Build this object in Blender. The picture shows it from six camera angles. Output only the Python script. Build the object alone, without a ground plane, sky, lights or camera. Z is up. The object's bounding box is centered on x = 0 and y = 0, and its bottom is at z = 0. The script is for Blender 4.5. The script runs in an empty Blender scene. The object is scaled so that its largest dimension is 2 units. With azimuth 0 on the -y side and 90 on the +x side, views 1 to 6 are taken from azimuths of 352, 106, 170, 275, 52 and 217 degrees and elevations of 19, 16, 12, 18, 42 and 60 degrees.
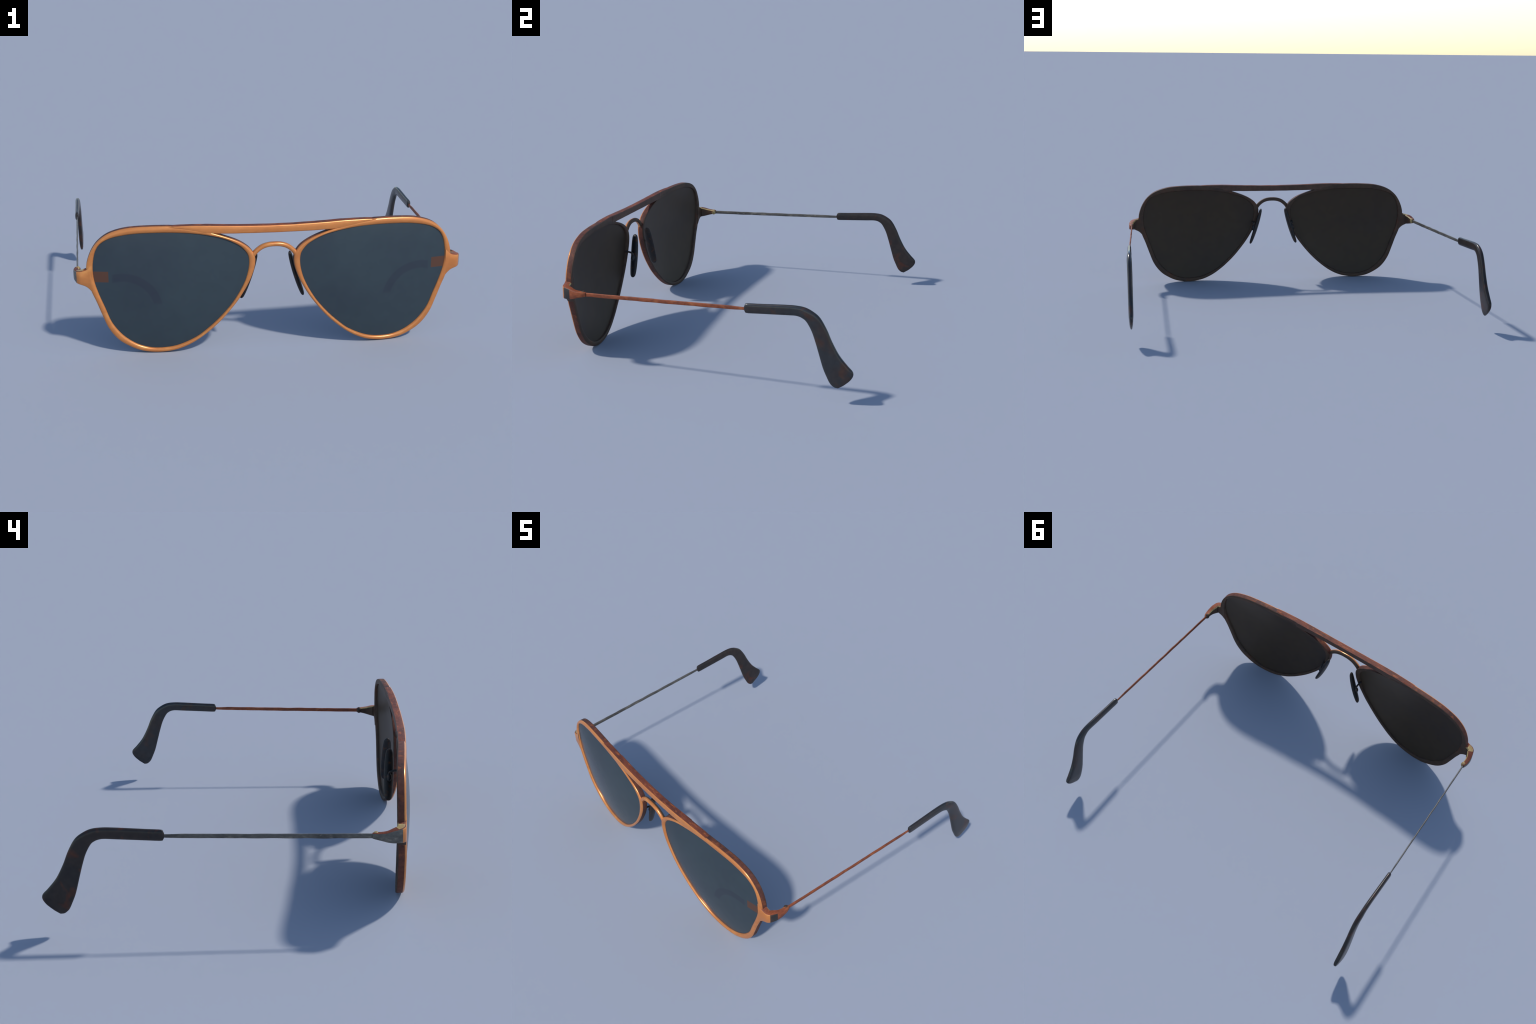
import bpy, math, random
from mathutils import Vector, noise

random.seed(7)

# ------------------------------------------------------------------ helpers
def catmull(points, closed, per):
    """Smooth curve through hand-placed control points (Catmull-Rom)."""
    pts = [Vector(p) for p in points]
    n = len(pts)
    out = []
    for i in range(n if closed else n - 1):
        if closed:
            p0, p1, p2, p3 = (pts[(i + k) % n] for k in (-1, 0, 1, 2))
        else:
            p1, p2 = pts[i], pts[i + 1]
            p0 = pts[i - 1] if i else p1 * 2 - p2
            p3 = pts[i + 2] if i + 2 < n else p2 * 2 - p1
        for k in range(per):
            t = k / per
            out.append(0.5 * ((2 * p1) + (p2 - p0) * t
                              + (2 * p0 - 5 * p1 + 4 * p2 - p3) * t * t
                              + (3 * p1 - p0 - 3 * p2 + p3) * t ** 3))
    if not closed:
        out.append(pts[-1])
    return out


def lerp_table(table, x):
    """Piecewise smooth interpolation of rows (x, a, b, ...)."""
    if x <= table[0][0]:
        return table[0][1:]
    for r0, r1 in zip(table, table[1:]):
        if x <= r1[0]:
            t = (x - r0[0]) / (r1[0] - r0[0])
            return [a + (b - a) * t for a, b in zip(r0[1:], r1[1:])]
    return table[-1][1:]


def make_object(name, verts, faces, mats, mat_index=None, parent=None, side=1, angle=35):
    """Mesh object; side = -1 mirrors it to the other half of the glasses."""
    vs = [(side * v[0], v[1], v[2]) for v in verts]
    fs = [tuple(reversed(f)) for f in faces] if side < 0 else faces
    me = bpy.data.meshes.new(name)
    me.from_pydata(vs, [], fs)
    for m in mats:
        me.materials.append(m)
    if mat_index:
        for p, i in zip(me.polygons, mat_index):
            p.material_index = i
    me.validate()
    me.shade_smooth()
    me.set_sharp_from_angle(angle=math.radians(angle))
    me.update()
    ob = bpy.data.objects.new(name, me)
    bpy.context.collection.objects.link(ob)
    if parent:
        ob.parent = parent
    return ob


def loft(rings, closed_path=False, caps=True):
    """Quads between successive rings of equal length (rings are closed loops)."""
    k = len(rings[0])
    verts = [p for r in rings for p in r]
    faces = []
    n = len(rings)
    for i in range(n if closed_path else n - 1):
        j = (i + 1) % n
        for a in range(k):
            b = (a + 1) % k
            faces.append((i * k + a, i * k + b, j * k + b, j * k + a))
    if caps and not closed_path:
        faces.append(tuple(reversed(range(k))))
        faces.append(tuple((n - 1) * k + a for a in range(k)))
    return verts, faces


def super_ring(center, ax_u, ax_v, ru, rv, power=2.6, k=20):
    out = []
    for i in range(k):
        a = 2 * math.pi * i / k
        c, s = math.cos(a), math.sin(a)
        u = math.copysign(abs(c) ** (2 / power), c) * ru
        v = math.copysign(abs(s) ** (2 / power), s) * rv
        out.append(center + ax_u * u + ax_v * v)
    return out


# ---------------------------------------------------------------- materials
def node(nt, kind, **kw):
    n = nt.nodes.new(kind)
    for k, v in kw.items():
        setattr(n, k, v)
    return n


def material(name, base, second=None, scale=(6, 6, 6), lo=0.45, hi=0.65, third=None,
             rough=0.4, metallic=0.0, spec=0.5, bump=0.0, bump_scale=60, coat=0.0, tweak=0.12):
    """Base colour broken up by two noise masks, a little bump, on Object coordinates."""
    m = bpy.data.materials.new(name)
    m.use_nodes = True
    nt = m.node_tree
    bsdf = nt.nodes["Principled BSDF"]
    tc = node(nt, "ShaderNodeTexCoord")
    mp = node(nt, "ShaderNodeMapping")
    mp.inputs["Scale"].default_value = scale
    nt.links.new(tc.outputs["Object"], mp.inputs["Vector"])

    def mask(sc, a, b, detail=3.0, dist=0.4):
        nz = node(nt, "ShaderNodeTexNoise")
        nz.inputs["Scale"].default_value = sc
        nz.inputs["Detail"].default_value = detail
        nz.inputs["Distortion"].default_value = dist
        nt.links.new(mp.outputs["Vector"], nz.inputs["Vector"])
        mr = node(nt, "ShaderNodeMapRange")
        mr.inputs["From Min"].default_value = a
        mr.inputs["From Max"].default_value = b
        nt.links.new(nz.outputs["Fac"], mr.inputs["Value"])
        return mr.outputs["Result"]

    def mix(fac, a, b, blend="MIX"):
        mx = node(nt, "ShaderNodeMix", data_type="RGBA", blend_type=blend)
        if isinstance(fac, float):
            mx.inputs[0].default_value = fac
        else:
            nt.links.new(fac, mx.inputs[0])
        for s, v in ((6, a), (7, b)):
            if isinstance(v, tuple):
                mx.inputs[s].default_value = (*v, 1)
            else:
                nt.links.new(v, mx.inputs[s])
        return mx.outputs[2]

    col = base
    if second:
        col = mix(mask(1.0, lo, hi), base, second)
    if third:
        col = mix(mask(2.3, 0.56, 0.70), col, third)
    if tweak:
        fine = mask(7.0, 0.3, 0.7, 4.0, 0.0)
        dark = tuple(c * (1 - tweak) for c in (1, 1, 1))
        lightc = tuple(c * (1 + tweak) for c in (1, 1, 1))
        col = mix(1.0, col, mix(fine, dark, lightc), "MULTIPLY")
    if isinstance(col, tuple):
        bsdf.inputs["Base Color"].default_value = (*col, 1)
    else:
        nt.links.new(col, bsdf.inputs["Base Color"])
    bsdf.inputs["Roughness"].default_value = rough
    bsdf.inputs["Metallic"].default_value = metallic
    bsdf.inputs["Specular IOR Level"].default_value = spec
    bsdf.inputs["Coat Weight"].default_value = coat
    bsdf.inputs["Coat Roughness"].default_value = 0.25
    if bump:
        nz = node(nt, "ShaderNodeTexNoise")
        nz.inputs["Scale"].default_value = bump_scale
        nt.links.new(tc.outputs["Object"], nz.inputs["Vector"])
        bp = node(nt, "ShaderNodeBump")
        bp.inputs["Strength"].default_value = bump
        bp.inputs["Distance"].default_value = 0.002
        nt.links.new(nz.outputs["Fac"], bp.inputs["Height"])
        nt.links.new(bp.outputs["Normal"], bsdf.inputs["Normal"])
    return m


COPPER = material("copper_face", (0.64, 0.232, 0.068), (0.59, 0.205, 0.060), (4, 4, 7),
                  third=(0.68, 0.27, 0.08), rough=0.28, spec=0.4, metallic=0.35, bump=0.02, tweak=0.05)
MAHOGANY = material("mahogany_edge", (0.17, 0.048, 0.027), (0.10, 0.034, 0.024), (9, 30, 30),
                    third=(0.30, 0.085, 0.03), rough=0.6, spec=0.15, bump=0.12, tweak=0.2)
RIM_EDGE = material("dark_mahogany_edge", (0.115, 0.042, 0.029), (0.070, 0.031, 0.025), (9, 9, 9),
                    third=(0.20, 0.062, 0.028), rough=0.6, spec=0.15, bump=0.12, tweak=0.2)
BRONZE = material("dark_bronze", (0.072, 0.043, 0.028), (0.054, 0.034, 0.025), (6, 6, 6),
                  third=(0.095, 0.042, 0.024), rough=0.55, spec=0.2, bump=0.06)
BAR_BACK = material("brown_bronze", (0.100, 0.055, 0.038), (0.080, 0.046, 0.034), (6, 6, 6),
                    rough=0.55, spec=0.2, bump=0.06)
LENS_FRONT = material("slate_lens", (0.040, 0.056, 0.068), (0.038, 0.051, 0.064), (2.5, 2.5, 2.5),
                      rough=0.20, spec=0.08, tweak=0.03)
LENS_BACK = material("smoked_lens", (0.051, 0.034, 0.021), (0.046, 0.031, 0.022), (3, 3, 3),
                     rough=0.45, spec=0.2, tweak=0.05)
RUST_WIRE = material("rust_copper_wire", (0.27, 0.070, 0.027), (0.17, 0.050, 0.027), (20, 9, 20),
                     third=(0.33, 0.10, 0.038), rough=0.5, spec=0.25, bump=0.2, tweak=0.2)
GREY_WIRE = material("grey_wire", (0.105, 0.096, 0.084), (0.062, 0.057, 0.052), (20, 9, 20),
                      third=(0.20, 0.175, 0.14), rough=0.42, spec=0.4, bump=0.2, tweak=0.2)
BRASS = material("worn_brass", (0.44, 0.32, 0.13), (0.27, 0.16, 0.07), (25, 25, 25),
                 third=(0.18, 0.08, 0.04), rough=0.45, spec=0.3, bump=0.15)
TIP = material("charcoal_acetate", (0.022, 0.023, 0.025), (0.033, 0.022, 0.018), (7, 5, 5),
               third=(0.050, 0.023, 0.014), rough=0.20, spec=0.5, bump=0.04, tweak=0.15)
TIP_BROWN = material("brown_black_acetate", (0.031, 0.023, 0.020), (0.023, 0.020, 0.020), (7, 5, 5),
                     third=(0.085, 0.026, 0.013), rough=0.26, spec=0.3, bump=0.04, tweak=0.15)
PAD = material("black_rubber_pad", (0.016, 0.016, 0.018), (0.028, 0.019, 0.015), (18, 18, 18),
               third=(0.065, 0.026, 0.012), rough=0.45, spec=0.3)
DARK_METAL = material("dark_pin_metal", (0.03, 0.027, 0.026), (0.06, 0.035, 0.025), (30, 30, 30),
                      rough=0.45, spec=0.3)


def paint_lens_see_through(mat):
    """Paints a dim see-through image of hinge and arm into the opaque lens colour."""
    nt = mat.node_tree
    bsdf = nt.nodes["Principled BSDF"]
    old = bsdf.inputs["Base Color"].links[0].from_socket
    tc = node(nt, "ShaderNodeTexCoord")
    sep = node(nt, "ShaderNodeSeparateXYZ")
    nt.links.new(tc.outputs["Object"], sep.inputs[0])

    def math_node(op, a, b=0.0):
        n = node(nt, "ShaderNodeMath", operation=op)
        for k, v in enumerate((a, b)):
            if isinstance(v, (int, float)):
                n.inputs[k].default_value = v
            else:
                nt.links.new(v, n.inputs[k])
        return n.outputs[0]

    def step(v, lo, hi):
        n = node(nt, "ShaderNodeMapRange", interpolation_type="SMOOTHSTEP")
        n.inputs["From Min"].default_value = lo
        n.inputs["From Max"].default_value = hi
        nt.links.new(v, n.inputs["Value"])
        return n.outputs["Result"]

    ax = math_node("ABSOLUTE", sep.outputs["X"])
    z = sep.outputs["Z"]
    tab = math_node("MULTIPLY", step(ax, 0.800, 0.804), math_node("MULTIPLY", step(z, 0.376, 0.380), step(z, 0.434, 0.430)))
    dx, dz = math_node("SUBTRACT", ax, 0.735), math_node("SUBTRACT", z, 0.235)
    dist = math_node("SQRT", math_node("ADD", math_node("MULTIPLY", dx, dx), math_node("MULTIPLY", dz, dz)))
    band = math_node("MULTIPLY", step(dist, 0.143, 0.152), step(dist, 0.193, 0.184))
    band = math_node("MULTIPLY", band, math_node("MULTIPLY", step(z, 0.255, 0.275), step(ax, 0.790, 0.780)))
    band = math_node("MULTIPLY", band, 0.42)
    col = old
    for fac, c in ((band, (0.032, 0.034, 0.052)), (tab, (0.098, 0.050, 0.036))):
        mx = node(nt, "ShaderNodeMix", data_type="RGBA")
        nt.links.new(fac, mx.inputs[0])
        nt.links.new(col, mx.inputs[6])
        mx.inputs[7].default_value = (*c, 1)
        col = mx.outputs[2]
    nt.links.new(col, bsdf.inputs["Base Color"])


paint_lens_see_through(LENS_FRONT)

# ------------------------------------------------------------- base surface
def front_curve(x, z):
    """Mid-depth of the front frame: a shallow dome wrapped round the face."""
    return -0.756 + 0.068 * x * x + (0.10 if z > 0.33 else 0.155) * (z - 0.33) ** 2


def on_frame(x, z, off):
    return Vector((x, front_curve(x, z) + off, z))


root = bpy.data.objects.new("sunglasses", None)
bpy.context.collection.objects.link(root)
root["label"] = "aviator sunglasses with copper frame and dark slate lenses"
root["category"] = "sunglasses"

# ------------------------------------------------------- rim outlines (x, z)
RIM_OUTER = [(0.585, 0.000), (0.648, 0.008), (0.706, 0.031), (0.765, 0.072), (0.811, 0.134),
             (0.840, 0.208), (0.865, 0.278), (0.888, 0.337), (0.902, 0.400), (0.906, 0.446),
             (0.897, 0.492), (0.875, 0.542), (0.842, 0.585), (0.792, 0.620), (0.720, 0.6420),
             (0.650, 0.6495), (0.560, 0.6520), (0.490, 0.6505), (0.420, 0.6430), (0.340, 0.6260),
             (0.267, 0.6035), (0.186, 0.5740), (0.139, 0.5465), (0.112, 0.5200), (0.096, 0.4850),
             (0.098, 0.4400), (0.112, 0.3930), (0.134, 0.3440), (0.167, 0.2870), (0.203, 0.2360),
             (0.261, 0.1660), (0.327, 0.1030), (0.398, 0.0500), (0.464, 0.0175), (0.525, 0.0030)]
RIM_INNER = [(0.580, 0.0225), (0.653, 0.0370), (0.710, 0.0680), (0.756, 0.1100), (0.796, 0.1690),
             (0.822, 0.2400), (0.848, 0.3100), (0.867, 0.3740), (0.874, 0.4300), (0.870, 0.4840),
             (0.857, 0.5340), (0.831, 0.5700), (0.780, 0.5960), (0.700, 0.6115), (0.621, 0.6170),
             (0.501, 0.6175), (0.381, 0.6095), (0.262, 0.5870), (0.184, 0.5530), (0.145, 0.5190),
             (0.128, 0.4830), (0.130, 0.4250), (0.152, 0.3530), (0.203, 0.2620), (0.265, 0.1850),
             (0.329, 0.1225), (0.391, 0.0745), (0.485, 0.0325)]
CENTER = Vector((0.53, 0.36))


def polar(points):
    """Radius as a function of angle about the lens centre."""
    curve = catmull(points, True, 8)
    rows = sorted((math.atan2(p.y - CENTER.y, p.x - CENTER.x), (p - CENTER).length) for p in curve)
    rows = [(a - 2 * math.pi, r) for a, r in rows[-3:]] + rows + [(a + 2 * math.pi, r) for a, r in rows[:3]]
    return rows


def radius(rows, a):
    return lerp_table(rows, a)[0]


OUT_R, IN_R = polar(RIM_OUTER), polar(RIM_INNER)

# angles spaced evenly along the inner outline
_curve = catmull(RIM_INNER, True, 12)
_len = [0.0]
for p, q in zip(_curve, _curve[1:] + _curve[:1]):
    _len.append(_len[-1] + (q - p).length)
N = 220
ANGLES = []
_j = 0
for i in range(N):
    target = _len[-1] * i / N
    while _len[_j + 1] < target:
        _j += 1
    t = (target - _len[_j]) / (_len[_j + 1] - _len[_j])
    p = _curve[_j].lerp(_curve[(_j + 1) % len(_curve)], t)
    ANGLES.append(math.atan2(p.y - CENTER.y, p.x - CENTER.x))

# rim cross-section: t 0 = lens edge, 1 = outer edge; y offset from mid-depth; surface of that step
RIM_SECTION = [(-0.02, 0.004, 0), (0.0, -0.010, 0), (0.07, -0.0145, 0), (0.22, -0.0185, 0), (0.45, -0.0205, 0),
               (0.68, -0.0202, 0), (0.88, -0.0180, 0), (0.97, -0.0150, 0), (1.0, -0.0125, 1),
               (1.0, -0.003, 1), (1.0, 0.006, 1), (0.995, 0.0125, 2), (0.95, 0.0160, 2), (0.80, 0.0172, 2),
               (0.25, 0.0168, 2), (0.10, 0.0150, 2), (0.02, 0.0095, 2)]


def build_rim(side):
    rings = []
    for a in ANGLES:
        ro, ri = radius(OUT_R, a), radius(IN_R, a)
        d = Vector((math.cos(a), math.sin(a)))
        ring = []
        for t, y, _ in RIM_SECTION:
            r = ri + (ro - ri) * t
            p = CENTER + d * r
            w = 0.0006 * noise.noise(Vector((side * p.x * 14, p.y * 14, 3.1)))
            p = p + d * (w if t > 0.9 else 0)
            ring.append(on_frame(p.x, p.y, y + w))
        rings.append(ring)
    verts, faces = loft(rings, closed_path=True)
    k = len(RIM_SECTION)
    idx = [RIM_SECTION[f % k][2] for f in range(len(faces))]
    return make_object("rim", verts, faces, [COPPER, RIM_EDGE, BRONZE], idx, root, side, 40)


def build_lens(side):
    steps = 22
    verts, faces, idx = [], [], []

    def sheet(edge, bulge, grow, front_lift=0.0):
        base = len(verts)
        verts.append(on_frame(CENTER.x, CENTER.y, edge + bulge))
        for s in range(1, steps + 1):
            f = s / steps
            for a in ANGLES:
                d = Vector((math.cos(a), math.sin(a)))
                p = CENTER + d * (radius(IN_R, a) + grow) * f
                # the dome falls off faster towards the lower outer side and the nose
                corner = max(0.0, math.cos(a + math.radians(50))) ** 2 + 0.6 * max(0.0, math.cos(a - math.radians(150))) ** 2
                e = edge + front_lift * (0.0005 - 0.0022 * math.sin(a)) * f * f
                verts.append(on_frame(p.x, p.y, e + bulge * (1 - f ** (2.3 - 0.7 * corner))))
        return base

    def quads(base, flip, m):
        for i in range(N):
            j = (i + 1) % N
            tri = (base, base + 1 + i, base + 1 + j)
            faces.append(tri[::-1] if flip else tri)
            idx.append(m)
            for s in range(steps - 1):
                b0, b1 = base + 1 + s * N, base + 1 + (s + 1) * N
                q = (b0 + i, b1 + i, b1 + j, b0 + j)
                faces.append(q[::-1] if flip else q)
                idx.append(m)

    f0 = sheet(-0.0115, -0.0170, 0.004, 1.0)
    quads(f0, False, 0)
    b0 = sheet(0.0055, -0.0265, 0.004)
    quads(b0, True, 1)
    rim0, rim1 = f0 + 1 + (steps - 1) * N, b0 + 1 + (steps - 1) * N
    for i in range(N):
        j = (i + 1) % N
        faces.append((rim0 + j, rim0 + i, rim1 + i, rim1 + j))
        idx.append(1)
    return make_object("lens", verts, faces, [LENS_FRONT, LENS_BACK], idx, root, side, 50)


# ------------------------------------------------------------------ brow bar
# x, top z, bottom z, front offset, back offset
BAR = [(0.00, 0.6425, 0.6072, -0.0200, 0.0180), (0.10, 0.6435, 0.6075, -0.0200, 0.0180),
       (0.20, 0.6460, 0.6085, -0.0208, 0.0180), (0.30, 0.6500, 0.6110, -0.0212, 0.0187),
       (0.335, 0.6510, 0.6130, -0.0212, 0.0187), (0.340, 0.6513, 0.6140, -0.0211, 0.0163),
       (0.40, 0.6519, 0.6260, -0.0209, 0.0163), (0.45, 0.6518, 0.6370, -0.0206, 0.0160),
       (0.485, 0.6508, 0.6430, -0.0202, 0.0140), (0.52, 0.6480, 0.6455, -0.0165, 0.0100)]


def build_bar():
    rings = []
    steps = 90
    for i in range(-steps, steps + 1):
        x = 0.52 * i / steps
        top, bot, f, b = lerp_table(BAR, abs(x))
        n = 0.0007 * noise.noise(Vector((x * 16, 0.3, 0)))
        top += n
        bot -= 0.0006 * noise.noise(Vector((x * 16, 5.3, 0)))
        h = top - bot
        c = min(0.006, h * 0.25)
        sec = [(f + 0.004, bot), (f + 0.0012, bot + c * 0.4), (f, bot + c), (f, top - c), (f + 0.0012, top - c * 0.4),
               (f + 0.004, top), (0.5 * (f + b), top), (b - 0.003, top), (b, top - c * 0.5), (b, bot + c * 0.5),
               (b - 0.003, bot), (0.5 * (f + b), bot)]
        rings.append([on_frame(x, z, y) for y, z in sec])
    verts, faces = loft(rings)
    kinds = [0, 0, 0, 0, 0, 1, 1, 2, 2, 2, 1, 1]
    idx = [kinds[f % 12] if f < len(faces) - 2 else 0 for f in range(len(faces))]
    return make_object("brow_bar", verts, [tuple(reversed(f)) for f in faces],
                       [COPPER, MAHOGANY, BAR_BACK], idx, root, 1, 40)


def build_bridge():
    path = catmull([(-0.116, 0.470), (-0.103, 0.4970), (-0.087, 0.5165), (-0.062, 0.5350), (-0.032, 0.5450),
                    (0.0, 0.5475), (0.032, 0.5450), (0.062, 0.5350), (0.087, 0.5165), (0.103, 0.4970),
                    (0.116, 0.470)], False, 8)
    rings = []
    for i, p in enumerate(path):
        q = path[min(i + 1, len(path) - 1)] - path[max(i - 1, 0)]
        q.normalize()
        nrm = Vector((-q.y, 0, q.x))
        rings.append(super_ring(on_frame(p.x, p.y, -0.0085 + 0.35 * abs(p.x) ** 2), nrm, Vector((0, 1, 0)), 0.0118, 0.0135, 2.2, 20))
    verts, faces = loft(rings)
    # front half copper, rear half dark like the rims
    idx = [0 if f < len(faces) - 2 and (f % 20) >= 9 or f >= len(faces) - 2 else 2 for f in range(len(faces))]
    ob = make_object("bridge", verts, faces, [COPPER, MAHOGANY, BRONZE], idx, root, 1, 60)
    return ob


# ---------------------------------------------------------------- end piece
# path point (x, y), direction angle (0 = outward, 90 = backward), half thickness, z bottom, z top
LUG = [(0.879, -0.7030, 0, 0.0192, 0.326, 0.470), (0.886, -0.7028, 0, 0.0192, 0.333, 0.463),
       (0.893, -0.7025, 0, 0.0192, 0.3410, 0.456), (0.901, -0.7020, 0, 0.0190, 0.3490, 0.447),
       (0.912, -0.7010, 0, 0.0188, 0.3570, 0.4405), (0.925, -0.6995, 4, 0.0186, 0.3630, 0.4365),
       (0.934, -0.697, 20, 0.0185, 0.3665, 0.434),
       (0.941, -0.689, 45, 0.0185, 0.369, 0.432), (0.945, -0.678, 68, 0.018, 0.371, 0.430),
       (0.951, -0.662, 84, 0.0165, 0.373, 0.427), (0.956, -0.642, 90, 0.0145, 0.378, 0.421),
       (0.957, -0.622, 90, 0.0135, 0.384, 0.418), (0.956, -0.606, 92, 0.0130, 0.388, 0.417),
       (0.954, -0.592, 94, 0.0110, 0.391, 0.417), (0.953, -0.582, 94, 0.0075, 0.393, 0.414)]


def build_end_piece(side, side_mat):
    rings = []
    dense = catmull([Vector(r[:3]) for r in LUG], False, 4)
    extra = catmull([Vector(r[3:]) for r in LUG], False, 4)
    for p, e in zip(dense, extra):
        a = math.radians(p.z)
        outward = Vector((math.sin(a), -math.cos(a), 0))      # towards the front / outer face
        h, zc, hh = e.x, 0.5 * (e.y + e.z), 0.5 * (e.z - e.y)
        c = Vector((p.x, p.y, zc))
        b = min(0.0055, h * 0.35)
        sec = [(h, -hh + b), (h, hh - b), (h - b * 0.35, hh - b * 0.35), (h - b, hh), (-h + b, hh), (-h, hh - b),
               (-h, 0.0), (-h, -hh + b), (-h + b, -hh), (h - b, -hh), (h - b * 0.35, -hh + b * 0.35)]
        rings.append([c + outward * u + Vector((0, 0, v)) for u, v in sec])
    verts, faces = loft(rings)
    k = 11
    idx = []
    turn = 7 * 4
    for f in range(len(faces)):
        ring, s = divmod(f, k)
        if f >= len(faces) - 2:
            idx.append(3)
        elif s in (0, 1, 10):
            idx.append(0 if ring < turn else (5 if side > 0 and ring < turn + 8 else 1))
        elif s in (2, 3, 4):
            brass = s == 4 and 14 < ring < 54 or (side < 0 and s == 3 and 17 < ring < 31)
            idx.append(2 if brass else (1 if side > 0 else 4))
        else:
            idx.append(3)
    return make_object("end_piece", verts, [tuple(reversed(f)) for f in faces],
                       [COPPER, side_mat, BRASS, BRONZE, MAHOGANY, DARK_METAL], idx, root, side, 40)


# ------------------------------------------------------------------ temples
HINGE = Vector((0.953, -0.592, 0.4025))
ROD_END = Vector((0.981, 0.262, 0.4260))


def build_temple(side, mat):
    rings = []
    steps = 70
    for i in range(steps + 1):
        t = i / steps
        p = HINGE.lerp(ROD_END, t)
        n1 = noise.noise(Vector((t * 11, side * 3.0, 0.0)))
        n2 = noise.noise(Vector((t * 14, side * 3.0, 7.0)))
        p = p + Vector((0.0012 * n2, 0, 0.0012 * n1 - 0.0006 * math.sin(math.pi * t)))
        taper = 1.0 - 0.25 * max(0.0, (t - 0.9) / 0.1)
        hz = (0.0102 - 0.0012 * t + 0.0008 * n2) * taper
        hx = (0.0040 + 0.0006 * n1) * taper
        rings.append(super_ring(p, Vector((1, 0, 0)), Vector((0, 0, 1)), hx, hz, 3.2, 16))
    verts, faces = loft(rings)
    return make_object("temple", verts, [tuple(reversed(f)) for f in faces], [mat], None, root, side, 50)


# upper edge (y, z), lower edge (y, z), half thickness
TIP_PROFILE = [(0.248, 0.437, 0.248, 0.419, 0.0050), (0.252, 0.446, 0.252, 0.411, 0.0085),
               (0.260, 0.4525, 0.262, 0.4050, 0.0104), (0.320, 0.4565, 0.320, 0.4080, 0.0108),
               (0.390, 0.4615, 0.390, 0.4120, 0.0112), (0.450, 0.4655, 0.450, 0.4155, 0.0116),
               (0.497, 0.4670, 0.490, 0.4180, 0.0120), (0.541, 0.4625, 0.510, 0.4165, 0.0124),
               (0.579, 0.4460, 0.529, 0.4100, 0.0138), (0.613, 0.4190, 0.549, 0.3940, 0.0138),
               (0.645, 0.3670, 0.573, 0.3530, 0.0138), (0.672, 0.3080, 0.592, 0.3020, 0.0138),
               (0.706, 0.2480, 0.610, 0.2450, 0.0138), (0.745, 0.2020, 0.631, 0.1780, 0.0138),
               (0.768, 0.1790, 0.650, 0.1350, 0.0134), (0.7745, 0.1650, 0.664, 0.1080, 0.0115),
               (0.7720, 0.1490, 0.676, 0.0950, 0.0100), (0.7590, 0.1290, 0.688, 0.0875, 0.0078),
               (0.7350, 0.1060, 0.703, 0.0850, 0.0040)]


def build_tip(side, parent):
    upper = catmull([Vector((0, r[0], r[1])) for r in TIP_PROFILE], False, 5)
    lower = catmull([Vector((0, r[2], r[3])) for r in TIP_PROFILE], False, 5)
    thick = catmull([Vector((r[4], 0, 0)) for r in TIP_PROFILE], False, 5)
    rings = []
    for u, l, th in zip(upper, lower, thick):
        c = (u + l) * 0.5
        half = (u - l) * 0.5
        t = min(1, max(0, (c.y - 0.25) / 0.3))
        bend = math.exp(-((c.y - 0.54) / 0.06) ** 2) * 0.0015
        c.x = 0.981 + 0.0040 * t + bend
        flat = min(1, max(0, (0.33 - c.z) / 0.12))
        ring = super_ring(c, Vector((1, 0, 0)), half.normalized(), th.x, half.length, 2.5 + 0.9 * flat, 28)
        # the inner face of the flat paddle is slightly dished
        out = []
        for q in ring:
            s = (q - c).dot(half.normalized()) / max(half.length, 1e-6)
            if q.x < c.x:
                q = q + Vector((0.0010 * flat * max(0, 1 - (s / 0.8) ** 2), 0, 0))
            out.append(q)
        rings.append(out)
    verts, faces = loft(rings)
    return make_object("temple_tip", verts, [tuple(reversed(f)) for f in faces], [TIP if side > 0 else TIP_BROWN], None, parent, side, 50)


def ellipsoid(center, axes, radii, seg=24, rows=14, shape=None):
    rings = []
    for i in range(1, rows):
        ph = math.pi * i / rows
        ring = []
        for j in range(seg):
            a = 2 * math.pi * j / seg
            l = Vector((math.sin(ph) * math.cos(a), math.sin(ph) * math.sin(a), math.cos(ph)))
            if shape:
                l = shape(l)
            ring.append(center + axes[0] * l.x * radii[0] + axes[1] * l.y * radii[1] + axes[2] * l.z * radii[2])
        rings.append(ring)
    return loft(rings)


def build_hinge(side):
    ax = (Vector((1, 0, 0)), Vector((0, 1, 0)), Vector((0, 0, 1)))
    verts, faces = ellipsoid(Vector((0.950, -0.596, 0.4035)), ax, (0.0135, 0.0145, 0.0175))
    return make_object("hinge", verts, faces, [BRASS if side < 0 else BRONZE], None, root, side, 60)


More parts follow.
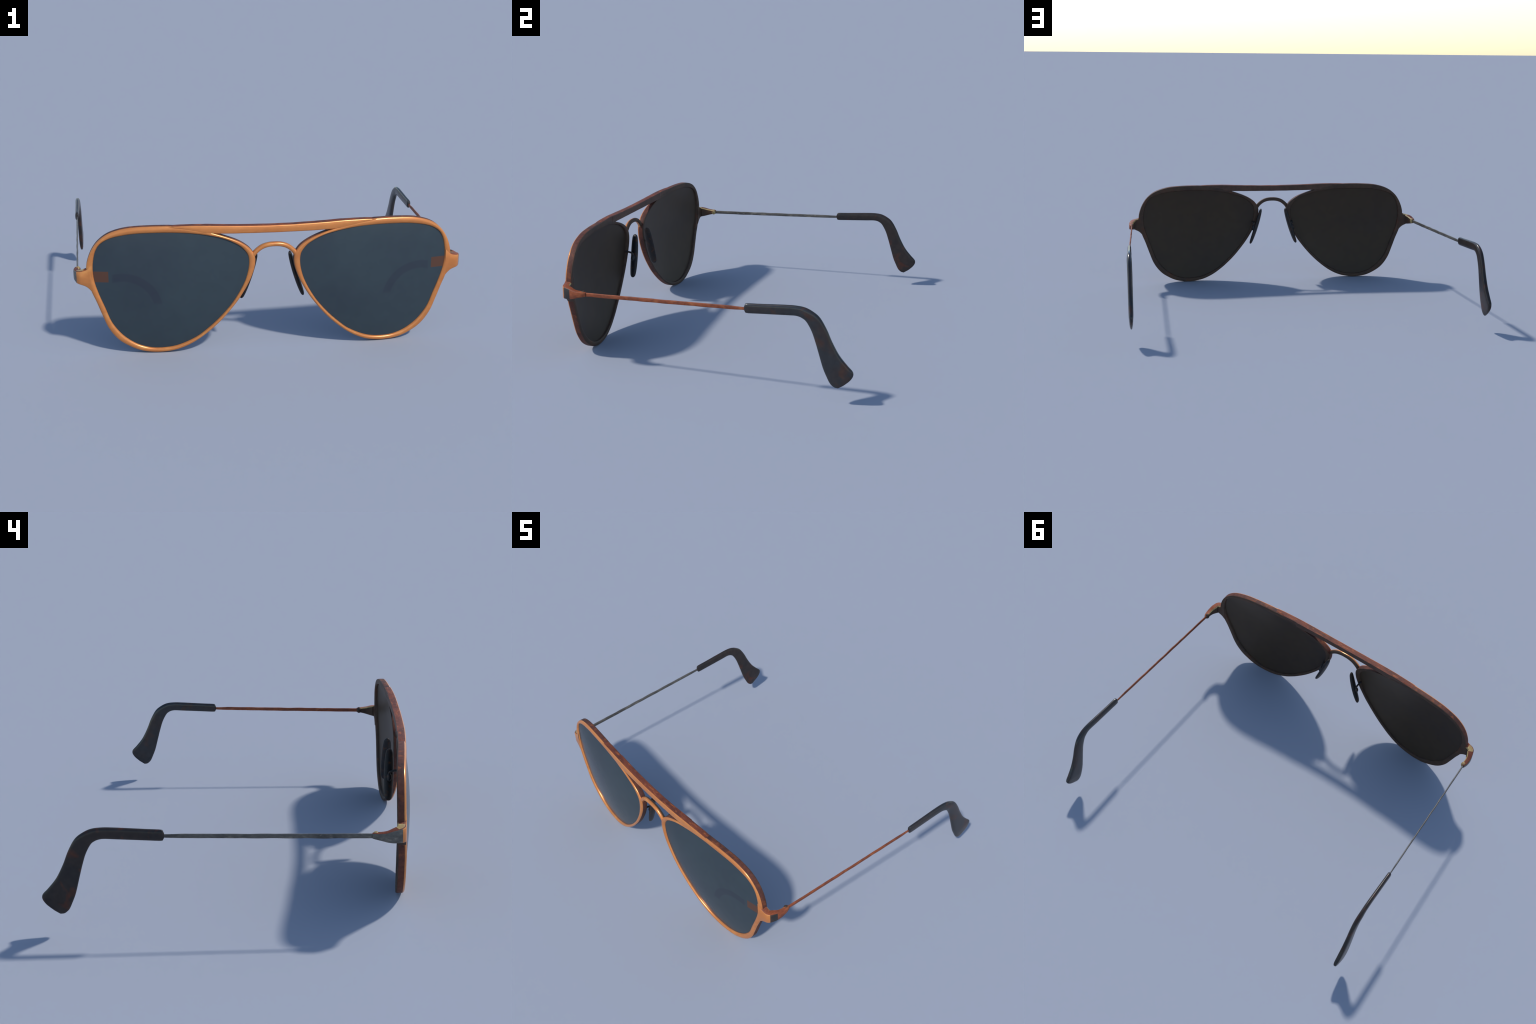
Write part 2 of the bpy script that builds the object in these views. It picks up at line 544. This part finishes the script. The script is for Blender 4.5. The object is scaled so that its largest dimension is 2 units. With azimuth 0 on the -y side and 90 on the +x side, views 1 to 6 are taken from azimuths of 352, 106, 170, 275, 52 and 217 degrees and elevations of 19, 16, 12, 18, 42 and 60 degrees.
def build_nose_pad(side):
    top, bot = Vector((0.080, -0.706, 0.490)), Vector((0.156, -0.695, 0.250))
    c = (top + bot) * 0.5
    along = (top - bot).normalized()
    back = Vector((0, 1, 0))
    across = back.cross(along).normalized()       # thickness direction
    if across.x > 0:
        across = -across                           # points to the nose
    turn = math.radians(14)                        # face turned a little to the rear
    back = along.cross(across).normalized()
    if back.y < 0:
        back = -back
    across, back = across * math.cos(turn) + back * math.sin(turn), back * math.cos(turn) - across * math.sin(turn)
    half = (top - bot).length / 2

    def shape(l):
        # blunt paddle: fuller ends, face towards the nose gently bowed
        e = math.sqrt(max(0.0, l.x * l.x + l.y * l.y))
        g = (e ** -0.55) if e > 1e-4 else 1
        x, y = l.x * min(g, 1.6), l.y * min(g, 1.6)
        return Vector((x + 0.35 * (0.45 - l.z * l.z), y, l.z))

    verts, faces = ellipsoid(c, (across, back, along), (0.0125, 0.0235, half), 28, 24, shape)
    pad = make_object("nose_pad", verts, faces, [PAD], None, root, side, 60)
    # mounting boss on the outer face
    bc = c - across * 0.011 - along * 0.012 + Vector((0, 0.002, 0))
    v, f = ellipsoid(bc, (across, back, along), (0.014, 0.012, 0.022), 18, 10)
    make_object("pad_boss", v, f, [PAD], None, pad, side, 60)
    # wire arm from the rim to the pad
    a0 = on_frame(0.137, 0.395, 0.010)
    path = catmull([a0, a0 + Vector((-0.003, 0.016, 0.0)), c + Vector((0.014, -0.004, 0.018)),
                    bc + along * 0.012], False, 6)
    rings = []
    for i, p in enumerate(path):
        d = (path[min(i + 1, len(path) - 1)] - path[max(i - 1, 0)]).normalized()
        u = d.cross(Vector((0, 0, 1))).normalized()
        rings.append(super_ring(p, u, d.cross(u), 0.0055, 0.0055, 2, 12))
    v, f = loft(rings)
    make_object("pad_arm", v, f, [DARK_METAL], None, pad, side, 60)


for side in (1, -1):
    build_rim(side)
    build_lens(side)
    build_end_piece(side, RUST_WIRE if side > 0 else GREY_WIRE)
    build_hinge(side)
    temple = build_temple(side, RUST_WIRE if side > 0 else GREY_WIRE)
    build_tip(side, temple)
    build_nose_pad(side)
build_bar()
build_bridge()

# every closed shell gets consistent outward normals
import bmesh
for ob in bpy.data.objects:
    if ob.type == 'MESH':
        bm = bmesh.new()
        bm.from_mesh(ob.data)
        bmesh.ops.recalc_face_normals(bm, faces=bm.faces)
        bm.to_mesh(ob.data)
        bm.free()
